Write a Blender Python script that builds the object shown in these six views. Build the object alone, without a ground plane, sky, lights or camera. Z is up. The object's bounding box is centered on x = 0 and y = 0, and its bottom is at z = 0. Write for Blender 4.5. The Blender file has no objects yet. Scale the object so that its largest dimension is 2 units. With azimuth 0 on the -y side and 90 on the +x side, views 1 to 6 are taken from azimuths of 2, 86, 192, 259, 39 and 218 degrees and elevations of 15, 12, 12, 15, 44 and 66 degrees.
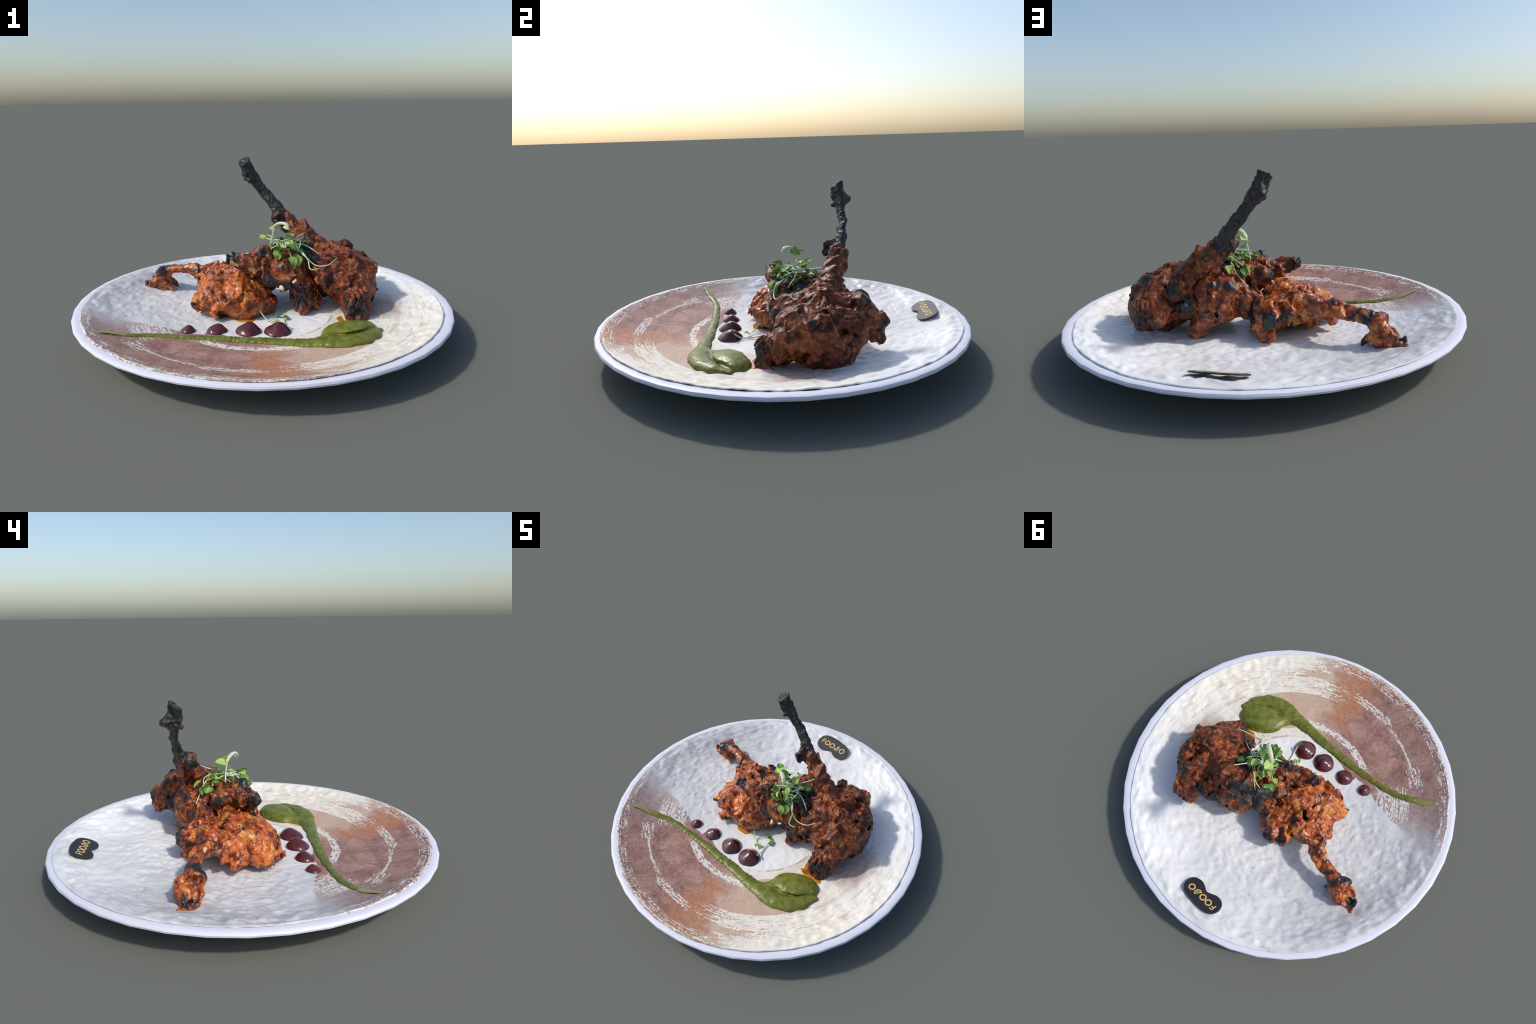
"""A plated dish: charred tandoori chicken pieces on a brushed-glaze plate, with
green sauce, beet dots, microgreens and a small printed tag."""
import bpy, math, random
import numpy as np
from mathutils import Vector

random.seed(7)
RNG = np.random.default_rng(7)
SC = bpy.context.scene

# ------------------------------------------------------------------ noise
def _hash(ix, iy, iz, seed):
    h = (ix * 374761393 + iy * 668265263 + iz * 2147483647 + seed * 974711) & 0xFFFFFFFF
    h = ((h ^ (h >> 13)) * 1274126177) & 0xFFFFFFFF
    h = ((h ^ (h >> 16)) * 2246822519) & 0xFFFFFFFF
    return ((h ^ (h >> 15)) & 0xFFFF).astype(np.float32) / 32767.5 - 1.0

def vnoise(P, scale, seed=0):
    """Smooth value noise in -1..1 at points P (n,3)."""
    Q = np.asarray(P, np.float32) * scale + 1000.0
    I = np.floor(Q).astype(np.int64)
    F = Q - I
    F = F * F * F * (F * (F * 6 - 15) + 10)
    x, y, z = I[:, 0], I[:, 1], I[:, 2]
    fx, fy, fz = F[:, 0], F[:, 1], F[:, 2]
    r = 0
    for dx in (0, 1):
        for dy in (0, 1):
            for dz in (0, 1):
                w = (fx if dx else 1 - fx) * (fy if dy else 1 - fy) * (fz if dz else 1 - fz)
                r = r + w * _hash(x + dx, y + dy, z + dz, seed)
    return r

def fbm(P, scale, seed=0, octaves=3, gain=0.5):
    r, a, t = 0, 1.0, 0.0
    for i in range(octaves):
        r = r + a * vnoise(P, scale * 2.03 ** i, seed + 17 * i)
        t += a
        a *= gain
    return r / t

def sstep(a, b, x):
    t = np.clip((np.asarray(x) - a) / (b - a), 0, 1)
    return t * t * (3 - 2 * t)

# ------------------------------------------------------------------ signed distance modelling
def ball(c, r, k=0.03):
    return ("e", np.array(c, np.float32), np.array([r] * 3 if np.isscalar(r) else r, np.float32), 0.0, k)

def egg(c, r, turn=0.0, k=0.03):
    return ("e", np.array(c, np.float32), np.array(r, np.float32), math.radians(turn), k)

def limb(points, radii, k=0.03):
    return ("l", [np.array(p, np.float32) for p in points], radii, 0.0, k)

def dist(prim, P):
    kind, a, r, turn, _ = prim
    if kind == "e":
        p = P - a
        if turn:
            c, s = math.cos(turn), math.sin(turn)
            p = np.stack([p[:, 0] * c + p[:, 1] * s, -p[:, 0] * s + p[:, 1] * c, p[:, 2]], 1)
        k0 = np.sqrt(((p / r) ** 2).sum(1)) + 1e-6
        k1 = np.sqrt(((p / (r * r)) ** 2).sum(1)) + 1e-6
        return k0 * (k0 - 1) / k1
    best = None
    for i in range(len(a) - 1):
        u, v = a[i], a[i + 1]
        d = v - u
        h = np.clip(((P - u) @ d) / float(d @ d), 0, 1)
        q = np.sqrt((((P - u) - h[:, None] * d) ** 2).sum(1)) - (r[i] + (r[i + 1] - r[i]) * h)
        best = q if best is None else np.minimum(best, q)
    return best

def smin(a, b, k):
    h = np.maximum(k - np.abs(a - b), 0) / k
    return np.minimum(a, b) - h * h * k * 0.25

def field(prims, cuts, P):
    d = None
    for p in prims:
        q = dist(p, P)
        d = q if d is None else smin(d, q, p[4])
    for c in cuts:
        d = -smin(-d, dist(c, P), c[4])
    return d

def surface_nets(d, lo, h):
    """Quad surface of the zero level of the grid d."""
    s = d < 0
    nx, ny, nz = d.shape
    cnt = sum(s[i:nx - 1 + i, j:ny - 1 + j, k:nz - 1 + k].astype(np.int8) for i in (0, 1) for j in (0, 1) for k in (0, 1))
    cells = np.argwhere((cnt > 0) & (cnt < 8))
    idx = -np.ones((nx - 1, ny - 1, nz - 1), np.int64)
    idx[tuple(cells.T)] = np.arange(len(cells))
    acc = np.zeros((len(cells), 3))
    num = np.zeros(len(cells))
    corners = [(i, j, k) for i in (0, 1) for j in (0, 1) for k in (0, 1)]
    for a in corners:
        for b in corners:
            if sum(abs(p - q) for p, q in zip(a, b)) == 1 and a < b:
                da = d[cells[:, 0] + a[0], cells[:, 1] + a[1], cells[:, 2] + a[2]]
                db = d[cells[:, 0] + b[0], cells[:, 1] + b[1], cells[:, 2] + b[2]]
                m = (da < 0) != (db < 0)
                t = np.where(m, da / np.where(m, da - db, 1), 0)
                acc += np.where(m[:, None], np.array(a) + t[:, None] * (np.array(b) - np.array(a)), 0)
                num += m
    V = lo + h * (cells + acc / num[:, None])
    quads = []
    for ax in range(3):
        sl0 = [slice(None)] * 3
        sl1 = [slice(None)] * 3
        sl0[ax], sl1[ax] = slice(0, -1), slice(1, None)
        e = np.argwhere(s[tuple(sl0)] != s[tuple(sl1)])
        b, c = (ax + 1) % 3, (ax + 2) % 3
        e = e[(e[:, b] > 0) & (e[:, c] > 0) & (e[:, b] < d.shape[b] - 1) & (e[:, c] < d.shape[c] - 1)]
        q = []
        for ob, oc in ((1, 1), (0, 1), (0, 0), (1, 0)):
            f = e.copy()
            f[:, b] -= ob
            f[:, c] -= oc
            q.append(idx[tuple(f.T)])
        q = np.stack(q, 1)
        inside = s[tuple(e.T)]
        q[~inside] = q[~inside][:, ::-1]
        quads.append(q)
    return V, np.concatenate(quads)

def sculpt(prims, cuts=(), h=0.005, relief=None, pad=0.03, clip=None):
    lo, hi = np.full(3, 9.0), np.full(3, -9.0)
    for kind, a, r, turn, k in prims:
        if kind == "e":
            R = max(r[0], r[1]) if turn else None
            e = np.array([R, R, r[2]]) if turn else r
            lo, hi = np.minimum(lo, a - e), np.maximum(hi, a + e)
        else:
            for p, q in zip(a, r):
                lo, hi = np.minimum(lo, p - q), np.maximum(hi, p + q)
    lo, hi = lo - pad, hi + pad
    n = np.ceil((hi - lo) / h).astype(int) + 1
    G = np.stack(np.meshgrid(*[lo[i] + h * np.arange(n[i]) for i in range(3)], indexing="ij"), -1).reshape(-1, 3).astype(np.float32)
    # coarse pass first: only points near the surface get the exact field and the relief
    d = np.full(len(G), 1.0, np.float32)
    st = 4
    Gc = G.reshape(*n, 3)[::st, ::st, ::st]
    dc = field(prims, cuts, Gc.reshape(-1, 3)).reshape(Gc.shape[:3])
    full = np.repeat(np.repeat(np.repeat(dc, st, 0), st, 1), st, 2)[:n[0], :n[1], :n[2]].reshape(-1)
    d = full.astype(np.float32)
    near = np.abs(full) < 0.06
    dn = field(prims, cuts, G[near])
    if relief is not None:
        close = np.abs(dn) < 0.035
        x = dn.copy()
        x[close] += relief(G[near][close])
        dn = x
    d[near] = dn
    if clip is not None:
        d = np.maximum(d, clip(G))
    V, Q = surface_nets(d.reshape(n), lo, h)
    # keep only sizeable islands
    lab = np.arange(len(V))
    while True:
        m = lab[Q].min(1)
        new = lab.copy()
        np.minimum.at(new, Q.reshape(-1), np.repeat(m, 4))
        new = new[new]
        if (new == lab).all():
            break
        lab = new
    size = np.bincount(lab, minlength=len(V))
    keep = size[lab] > 150
    Q = Q[keep[Q].all(1)]
    used = np.zeros(len(V), bool)
    used[Q] = True
    remap = np.cumsum(used) - 1
    return V[used], remap[Q]

# ------------------------------------------------------------------ objects
def new_mesh(name, V, F, mat, smooth=True):
    me = bpy.data.meshes.new(name)
    me.from_pydata([tuple(map(float, v)) for v in V], [], [tuple(int(i) for i in f) for f in F])
    me.validate()
    me.materials.append(mat)
    if smooth:
        me.polygons.foreach_set("use_smooth", [True] * len(me.polygons))
    me.update()
    return me

def add(name, me, parent=None):
    ob = bpy.data.objects.new(name, me)
    SC.collection.objects.link(ob)
    if parent is not None:
        ob.parent = parent
        base = Vector((0, 0, 0))
        p = parent
        while p is not None:
            base += p.location
            p = p.parent
        ob.matrix_parent_inverse.translation = -base
    return ob

def thing(name, at, label, category):
    ob = bpy.data.objects.new(name, None)
    ob.location = at
    ob.empty_display_size = 0.05
    SC.collection.objects.link(ob)
    ob["label"] = label
    ob["category"] = category
    return ob

def split_body(V, Q, regions, parent):
    """regions: list of (name, material, test(centres)->bool); the last takes the rest."""
    whole = bpy.data.meshes.new("whole")
    whole.from_pydata(V.tolist(), [], Q.tolist())
    whole.update()
    nor = np.zeros(len(V) * 3)
    whole.vertices.foreach_get("normal", nor)
    nor = nor.reshape(-1, 3)
    bpy.data.meshes.remove(whole)
    cen = V[Q].mean(1)
    left = np.ones(len(Q), bool)
    for name, mat, test in regions:
        m = left & test(cen)
        left &= ~m
        q = Q[m]
        if not len(q):
            continue
        used = np.unique(q)
        remap = np.zeros(len(V), int)
        remap[used] = np.arange(len(used))
        me = bpy.data.meshes.new(name)
        me.from_pydata(V[used].tolist(), [], remap[q].tolist())
        me.materials.append(mat)
        me.polygons.foreach_set("use_smooth", [True] * len(me.polygons))
        me.update()
        me.normals_split_custom_set_from_vertices(nor[used].tolist())
        add(name, me, parent)

def tube(points, radii, sides=8, steps=6, flat=1.0):
    """Swept round tube through the points (Catmull-Rom)."""
    P = np.array(points, float)
    if len(P) == 2:
        P = np.array([P[0], (P[0] + P[1]) / 2, P[1]])
    R = np.interp(np.linspace(0, 1, len(P)), np.linspace(0, 1, len(radii)), radii)
    E = np.vstack([2 * P[0] - P[1], P, 2 * P[-1] - P[-2]])
    C, rad = [], []
    for i in range(len(P) - 1):
        p0, p1, p2, p3 = E[i:i + 4]
        for t in np.linspace(0, 1, steps, endpoint=False):
            C.append(0.5 * (2 * p1 + (p2 - p0) * t + (2 * p0 - 5 * p1 + 4 * p2 - p3) * t * t + (3 * p1 - p0 - 3 * p2 + p3) * t ** 3))
            rad.append(R[i] + (R[i + 1] - R[i]) * t)
    C.append(P[-1])
    rad.append(R[-1])
    C = np.array(C)
    T = np.gradient(C, axis=0)
    T /= np.linalg.norm(T, axis=1)[:, None] + 1e-9
    up = np.array([0.13, 0.21, 1.0])
    V, F = [], []
    for c, t, r in zip(C, T, rad):
        a = np.cross(t, up)
        a /= np.linalg.norm(a) + 1e-9
        b = np.cross(a, t)
        for j in range(sides):
            w = 2 * math.pi * j / sides
            V.append(c + r * (math.cos(w) * a + flat * math.sin(w) * b))
    n = len(C)
    for i in range(n - 1):
        for j in range(sides):
            k = (j + 1) % sides
            F.append((i * sides + j, i * sides + k, (i + 1) * sides + k, (i + 1) * sides + j))
    V += [C[0], C[-1]]
    for j in range(sides):
        k = (j + 1) % sides
        F.append((n * sides, k, j))
        F.append((n * sides + 1, (n - 1) * sides + j, (n - 1) * sides + k))
    return V, F

# ------------------------------------------------------------------ shader helper
class Nd:
    """Tiny expression layer over shader nodes."""
    def __init__(self, nt, sock):
        self.nt, self.s = nt, sock

    def _m(self, op, *others):
        n = self.nt.nodes.new("ShaderNodeMath")
        n.operation = op
        for i, o in enumerate((self,) + others):
            if isinstance(o, Nd):
                self.nt.links.new(o.s, n.inputs[i])
            else:
                n.inputs[i].default_value = o
        return Nd(self.nt, n.outputs[0])

    def __add__(self, o): return self._m("ADD", o)
    __radd__ = __add__
    def __sub__(self, o): return self._m("SUBTRACT", o)
    def __rsub__(self, o): return (self * -1.0) + o
    def __mul__(self, o): return self._m("MULTIPLY", o)
    __rmul__ = __mul__
    def __truediv__(self, o): return self._m("DIVIDE", o)
    def min(self, o): return self._m("MINIMUM", o)
    def max(self, o): return self._m("MAXIMUM", o)
    def sqrt(self): return self._m("SQRT")
    def abs(self): return self._m("ABSOLUTE")
    def clamp(self): return self.max(0.0).min(1.0)
    def step(self, a, b):
        n = self.nt.nodes.new("ShaderNodeMapRange")
        n.interpolation_type = "SMOOTHSTEP"
        self.nt.links.new(self.s, n.inputs[0])
        if a <= b:
            v = (a, b, 0.0, 1.0)
        else:
            v = (b, a, 1.0, 0.0)
        for i, x in enumerate(v):
            n.inputs[i + 1].default_value = x
        return Nd(self.nt, n.outputs[0])
    def window(self, a, b, c, d):
        return self.step(a, b) * self.step(d, c)

class Mat:
    def __init__(self, name):
        self.m = bpy.data.materials.new(name)
        self.m.use_nodes = True
        self.nt = self.m.node_tree
        self.bsdf = self.nt.nodes["Principled BSDF"]
        self.out = self.nt.nodes["Material Output"]
        self.tc = self.nt.nodes.new("ShaderNodeTexCoord")
        self.P = self.tc.outputs["Object"]

    def xyz(self):
        n = self.nt.nodes.new("ShaderNodeSeparateXYZ")
        self.nt.links.new(self.P, n.inputs[0])
        return [Nd(self.nt, o) for o in n.outputs]

    def vec(self, x, y, z):
        n = self.nt.nodes.new("ShaderNodeCombineXYZ")
        for i, o in enumerate((x, y, z)):
            if isinstance(o, Nd):
                self.nt.links.new(o.s, n.inputs[i])
            else:
                n.inputs[i].default_value = o
        return n.outputs[0]

    def noise(self, scale, detail=3.0, rough=0.5, vec=None, distort=0.0, colour=False):
        n = self.nt.nodes.new("ShaderNodeTexNoise")
        self.nt.links.new(vec or self.P, n.inputs["Vector"])
        n.inputs["Scale"].default_value = scale
        n.inputs["Detail"].default_value = detail
        n.inputs["Roughness"].default_value = rough
        n.inputs["Distortion"].default_value = distort
        return n.outputs["Color"] if colour else Nd(self.nt, n.outputs[0])

    def voronoi(self, scale, vec=None, feature="F1"):
        n = self.nt.nodes.new("ShaderNodeTexVoronoi")
        n.feature = feature
        self.nt.links.new(vec or self.P, n.inputs["Vector"])
        n.inputs["Scale"].default_value = scale
        return Nd(self.nt, n.outputs["Distance"])

    def warped(self, scale, amount):
        c = self.noise(scale, 2.0, colour=True)
        a = self.nt.nodes.new("ShaderNodeVectorMath")
        a.operation = "MULTIPLY_ADD"
        self.nt.links.new(c, a.inputs[0])
        a.inputs[1].default_value = (amount,) * 3
        b = self.nt.nodes.new("ShaderNodeVectorMath")
        b.operation = "ADD"
        self.nt.links.new(self.P, a.inputs[2])
        self.nt.links.new(a.outputs[0], b.inputs[0])
        b.inputs[1].default_value = (-amount / 2,) * 3
        return b.outputs[0]

    def spot(self, vec, c, r):
        """1 inside a ball around c, falling to 0 outside."""
        n = self.nt.nodes.new("ShaderNodeVectorMath")
        n.operation = "DISTANCE"
        self.nt.links.new(vec, n.inputs[0])
        n.inputs[1].default_value = c
        return Nd(self.nt, n.outputs["Value"]) / r

    def mix(self, f, a, b):
        n = self.nt.nodes.new("ShaderNodeMix")
        n.data_type = "RGBA"
        for sock, v in ((n.inputs[0], f), (n.inputs[6], a), (n.inputs[7], b)):
            if isinstance(v, Nd):
                self.nt.links.new(v.s, sock)
            elif isinstance(v, bpy.types.NodeSocket):
                self.nt.links.new(v, sock)
            elif isinstance(v, tuple):
                sock.default_value = v + (1.0,)
            else:
                sock.default_value = v
        return n.outputs[2]

    def finish(self, colour, rough=0.5, bump=None, bump_strength=0.3, bump_distance=0.005, **kw):
        def put(name, v):
            s = self.bsdf.inputs[name]
            if isinstance(v, Nd):
                self.nt.links.new(v.s, s)
            elif isinstance(v, bpy.types.NodeSocket):
                self.nt.links.new(v, s)
            elif isinstance(v, tuple):
                s.default_value = v + (1.0,) if len(v) == 3 and s.type == "RGBA" else v
            else:
                s.default_value = v
        put("Base Color", colour)
        put("Roughness", rough)
        for k, v in kw.items():
            put(k.replace("_", " "), v)
        if bump is not None:
            b = self.nt.nodes.new("ShaderNodeBump")
            b.inputs["Strength"].default_value = bump_strength
            b.inputs["Distance"].default_value = bump_distance
            self.nt.links.new(bump.s, b.inputs["Height"])
            self.nt.links.new(b.outputs[0], self.bsdf.inputs["Normal"])
        return self.m

# ------------------------------------------------------------------ plate
PROFILE_R = [0, .30, .50, .70, .80, .90, .95, 1.1]
PROFILE_Z = [.066, .068, .073, .090, .109, .137, .149, .16]

def dish(x, y):
    """Height of the glazed face: a shallow bowl, a little fuller on its far side."""
    r = np.hypot(x, y)
    return np.interp(r, PROFILE_R, PROFILE_Z) + (1 - sstep(.86, .95, r)) * (.012 * sstep(-.02, .36, y) - .004 * sstep(.28, .45, -y) + .004 * sstep(.42, .25, r)) \
        + .007 * np.exp(-((r - .915) / .035) ** 2) * sstep(-.2, .3, y - .4 * x)

def plain_glaze():
    m = Mat("plain_white_glaze")
    n = m.noise(3.0, 2.0)
    return m.finish(m.mix(n, (.68, .69, .77), (.71, .72, .80)), 0.45, Specular_IOR_Level=0.3)

def brushed_glaze():
    m = Mat("brushed_reactive_glaze")
    x, y, z = m.xyz()
    r = (x * x + y * y).sqrt()
    th = y._m("ARCTAN2", x) * (180 / math.pi)
    wob = m.noise(9.0, 3.0) - 0.5
    fine = m.noise(70.0, 4.0, 0.6)
    # --- bare white glaze
    cloud = m.noise(3.2, 3.0)
    white = m.mix(cloud.step(.35, .65), (.68, .685, .685), (.83, .83, .825))
    white = m.mix((x.step(.05, .65) * .75 + wob * .3).clamp(), white, (.88, .88, .875))  # white made lighter toward the right
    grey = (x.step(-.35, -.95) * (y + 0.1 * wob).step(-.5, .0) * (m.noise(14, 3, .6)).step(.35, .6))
    white = m.mix((x.step(.15, -.75) * .42 + wob * .3).clamp(), white, (.44, .44, .45))  # white made greyer toward the left
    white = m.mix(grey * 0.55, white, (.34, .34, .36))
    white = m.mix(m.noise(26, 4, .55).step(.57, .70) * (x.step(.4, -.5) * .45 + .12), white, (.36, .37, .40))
    glint = m.spot(m.warped(30, .06), (-.815, .06, .125), .11).step(1.0, .2) * m.noise(24, 2).step(.5, .62)  # yellow glint painted on the white near the knuckle
    white = m.mix(glint * 0.4, white, (.80, .58, .28))
    # --- brown glaze
    mott = m.noise(7.0, 5.0, .65, distort=.6)
    brown = m.mix(mott.step(.32, .68), (.225, .106, .084), (.45, .262, .205))
    brown = m.mix(m.noise(19, 5, .75, distort=1.0).step(.51, .66) * m.noise(5, 2).step(.35, .6) * x.step(.08, -.2) * .9, brown, (.125, .085, .085))
    brown = m.mix(m.noise(11, 4, .7).step(.54, .68) * x.step(.1, -.1) * .6, brown, (.30, .095, .075))
    beige = m.mix(mott.step(.3, .7), (.53, .36, .26), (.62, .46, .35))
    tt = th + wob * 26.0
    brown = m.mix(tt.step(-86., -70.), brown, beige)
    orange = tt.window(-99., -88., -82., -73.) * (r + wob * .1).step(.52, .60)
    brown = m.mix(orange * .85, brown, m.mix(mott, (.43, .15, .062), (.52, .24, .115)))
    brown = m.mix(tt.step(-140., -156.) * .75, brown, (.36, .29, .28))
    brown = m.mix(fine.step(.35, .75) * .18, brown, (.75, .62, .52))
    brown = m.mix(m.noise(150, 3, .7).step(.42, .62) * .30, brown, (.20, .10, .085))
    brown = m.mix(m.noise(48, 5, .7).step(.52, .64) * .45 * tt.step(-60., -90.), brown, (.17, .085, .075))
    # --- white brush strokes, dragged round the plate
    ang = th * (1 / 57.3)
    streak = m.noise(1.0, 3.0, .6, vec=m.vec(ang * 8.0, r * 150.0, 0.0), distort=.35)
    blot = m.noise(66, 2.0, .5, distort=.3)
    crack = m.voronoi(1.0, vec=m.vec(ang * 62.0, r * 105.0, blot * .8), feature="DISTANCE_TO_EDGE").step(.03, .10)
    rr = r + wob * .018
    tw = th + wob * 12.0
    w = rr.window(.690, .705, .80, .85) * tw.step(-99., -66.) * .84
    w = w.max(rr.window(.74, .765, .80, .83) * tw.window(-118., -106., -90., -84.) * .72)
    w = w.max(rr.window(.757, .764, .774, .784) * tw.window(-140., -132., -112., -104.) * .78)
    w = w.max(rr.window(.71, .75, .81, .84) * tw.window(-150., -142., -134., -128.) * .66)
    w = w.max(rr.step(.84, .87) * tw.step(-84., -58.) * .95)
    w = w.max(rr.window(.885, .91, .97, 1.0) * .58)
    w = w.max(rr.window(.80, .83, .87, .89) * tw.step(-78., -50.) * .85)
    w = w.max(rr.step(.945, .955) * .8)
    w = w.max(rr.window(.30, .37, .425, .47) * tw.window(-92., -78., -20., -10.) * .95)
    w = w.max(rr.window(.455, .475, .505, .53) * tw.window(-134., -124., -72., -62.) * .78)
    w = w.max(rr.window(.50, .54, .70, .78) * tw.window(-168., -158., -146., -137.) * .70)
    w = w.max(tw.step(-62., -5.) * 1.05)
    cover = streak * .60 + blot * .40
    stroke = (cover + w * .34 + tw.step(-75., -10.) * .10 * w).step(.72, .752) * w.step(.04, .2)
    stroke = stroke * (crack * .65 + .35 + tw.step(-100., -60.) * .45).clamp()
    brown = m.mix(stroke.clamp() * .93, brown, m.mix(tw.step(-100., -80.) * tw.step(10., -30.) * .6, m.mix(m.noise(40, 3), (.74, .74, .70), (.85, .85, .82)), (.80, .75, .63)))
    # --- where the brown glaze lies
    yb = (x + .62).max(0.0).min(.36) * -.35 - .2
    soft = (yb - y).max(x + .28) + wob * .06
    far = r.step(.6, .8)
    edge = m.mix(far, (0, 0, 0), (1, 1, 1))
    a = soft.step(-.004, .012)
    b = soft.step(-.10, .14)
    low = a * (1.0 - far) + b * far
    area = low * (r + wob * .012).step(.366, .376) * (th + wob * 20.).step(25., 5.)
    col = m.mix(area.clamp(), white, brown)
    # --- thin brown pool rim lines and a brown patch beside the leg
    line = (r + wob * .02).window(.372, .378, .382, .392) * th.window(-112., -95., -10., 0.) * m.noise(13, 3).step(.42, .55)
    col = m.mix(line * .6, col, (.33, .19, .15))
    ring = (r * 42. + m.noise(3., 2.) * 5.)._m("SINE").step(.55, 1.) * x.window(.22, .40, .80, .92) * y.window(-.5, -.3, .12, .25)
    col = m.mix(ring * .38 * m.noise(9, 3).step(.4, .6), col, (.42, .30, .22))
    scratch = m.noise(1.0, 2.0, .5, vec=m.vec(ang * 5.0, r * 120.0, 3.0), distort=.3).step(.54, .62) * tw.window(-80., -55., 5., 22.) * r.window(.40, .47, .88, .93)
    col = m.mix(scratch * .55 * blot.step(.40, .52), col, (.46, .35, .26))
    brown_patch = m.spot(m.warped(8, .12), (.60, .03, .09), .22).step(1.0, .45)
    col = m.mix(brown_patch * .6, col, (.27, .15, .10))
    # --- dark brown band along the edge
    rim = z._m("ADD", r * 0.0)
    edge_brown = r.step(.952, .966) * th.window(-150., -110., -10., 15.) * m.noise(20, 3).step(.38, .6)
    col = m.mix(edge_brown * .75, col, (.22, .14, .10))
    rough = 0.38 + area.clamp() * 0.2
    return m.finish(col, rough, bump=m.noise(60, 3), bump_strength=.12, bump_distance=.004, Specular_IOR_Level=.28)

def build_plate():
    top = thing("dinner_plate", (0, 0, 0), "round white plate with brushed brown reactive glaze", "plate")
    # plain body: a 40-sided turned profile, foot to ledge
    prof = [(0, .030), (.50, .030), (.53, .0), (.57, .0), (.60, .016), (.80, .066), (.93, .104), (.965, .116), (.986, .124),
            (.998, .131), (1.0, .139), (.996, .1475), (.990, .1500), (.975, .1504), (.950, .1498), (.925, .139), (.80, .098), (.5, .062), (0, .055)]
    V, F, N = [], [], 40
    for r, z in prof[1:-1]:
        for j in range(N):
            a = 2 * math.pi * j / N
            V.append((r * math.cos(a), r * math.sin(a), z))
    n = len(prof) - 2
    for i in range(n - 1):
        for j in range(N):
            k = (j + 1) % N
            F.append((i * N + j, i * N + k, (i + 1) * N + k, (i + 1) * N + j))
    V += [(0, 0, prof[0][1]), (0, 0, prof[-1][1])]
    for j in range(N):
        k = (j + 1) % N
        F.append((len(V) - 2, k, j))
        F.append((len(V) - 1, (n - 1) * N + j, (n - 1) * N + k))
    body = new_mesh("plate_body", V, F, plain_glaze())
    body.set_sharp_from_angle(angle=math.radians(32))
    add("plate_body", body, top)
    # glazed face: a dished disc with hand-made relief and an uneven edge
    NA, NR = 420, 190
    th = np.arange(NA) * 2 * math.pi / NA
    deg = np.degrees(th)
    edge = np.interp(deg, [0, 48, 93, 126, 162, 210, 269, 307, 360], [.944, .953, .970, .966, .960, .957, .971, .955, .944])
    ring = np.stack([np.cos(th), np.sin(th), 0 * th], 1)
    edge = edge - .005 + .003 * vnoise(ring, 9, 3) + .001 * vnoise(ring, 24, 5)
    s = np.linspace(0, 1, NR + 1)[1:] ** 0.92
    R = s[:, None] * edge[None]
    X, Y = R * np.cos(th), R * np.sin(th)
    Zb = dish(X, Y)
    P = np.stack([X, Y, 0 * X], -1).reshape(-1, 3)
    # relief is strong in the white half, soft in the brown brushed part
    yb = -.2 - .35 * np.clip(X + .62, 0, .36)
    white = sstep(-.05, .12, np.where(X > -.28, np.where(R < .375, .02, np.maximum(Y + .05, X - .45)), Y - yb))
    amp = (.25 + .75 * white) * (.5 + .5 * sstep(.15, .5, R)) * (1 + .7 * sstep(.78, .9, R) * white) * (1 - .75 * sstep(.92, .955, R)) * .8
    warp = P + .02 * np.stack([vnoise(P, 8, 1), vnoise(P, 8, 2), 0 * P[:, 0]], 1)
    rel = (.0042 * vnoise(warp, 26, 11) + .0026 * vnoise(warp, 52, 12) + .0024 * vnoise(P, 11, 13)).reshape(X.shape)
    lift = .004 + .0065 * sstep(.90, .965, R / edge * .965) * np.maximum(np.cos(th - math.radians(-40)), .25)
    Z = Zb + lift + rel * amp
    V = [(0, 0, float(Zb[0, 0]) + .004)] + np.stack([X, Y, Z], -1).reshape(-1, 3).tolist()
    last = 1 + (NR - 1) * NA
    # rounded lip going down onto the ledge
    for dr, dz in ((.004, -.0015), (.0055, -.0045), (.001, -.0075), (-.020, -.012)):
        for j in range(NA):
            V.append(((edge[j] + dr) * math.cos(th[j]), (edge[j] + dr) * math.sin(th[j]), float(Z[-1, j]) + dz))
    F = [(0, 1 + j, 1 + (j + 1) % NA) for j in range(NA)]
    for i in range(NR + 3):
        for j in range(NA):
            k = (j + 1) % NA
            F.append((1 + i * NA + j, 1 + (i + 1) * NA + j, 1 + (i + 1) * NA + k, 1 + i * NA + k))
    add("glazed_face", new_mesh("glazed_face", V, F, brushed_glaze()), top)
    return top

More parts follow.
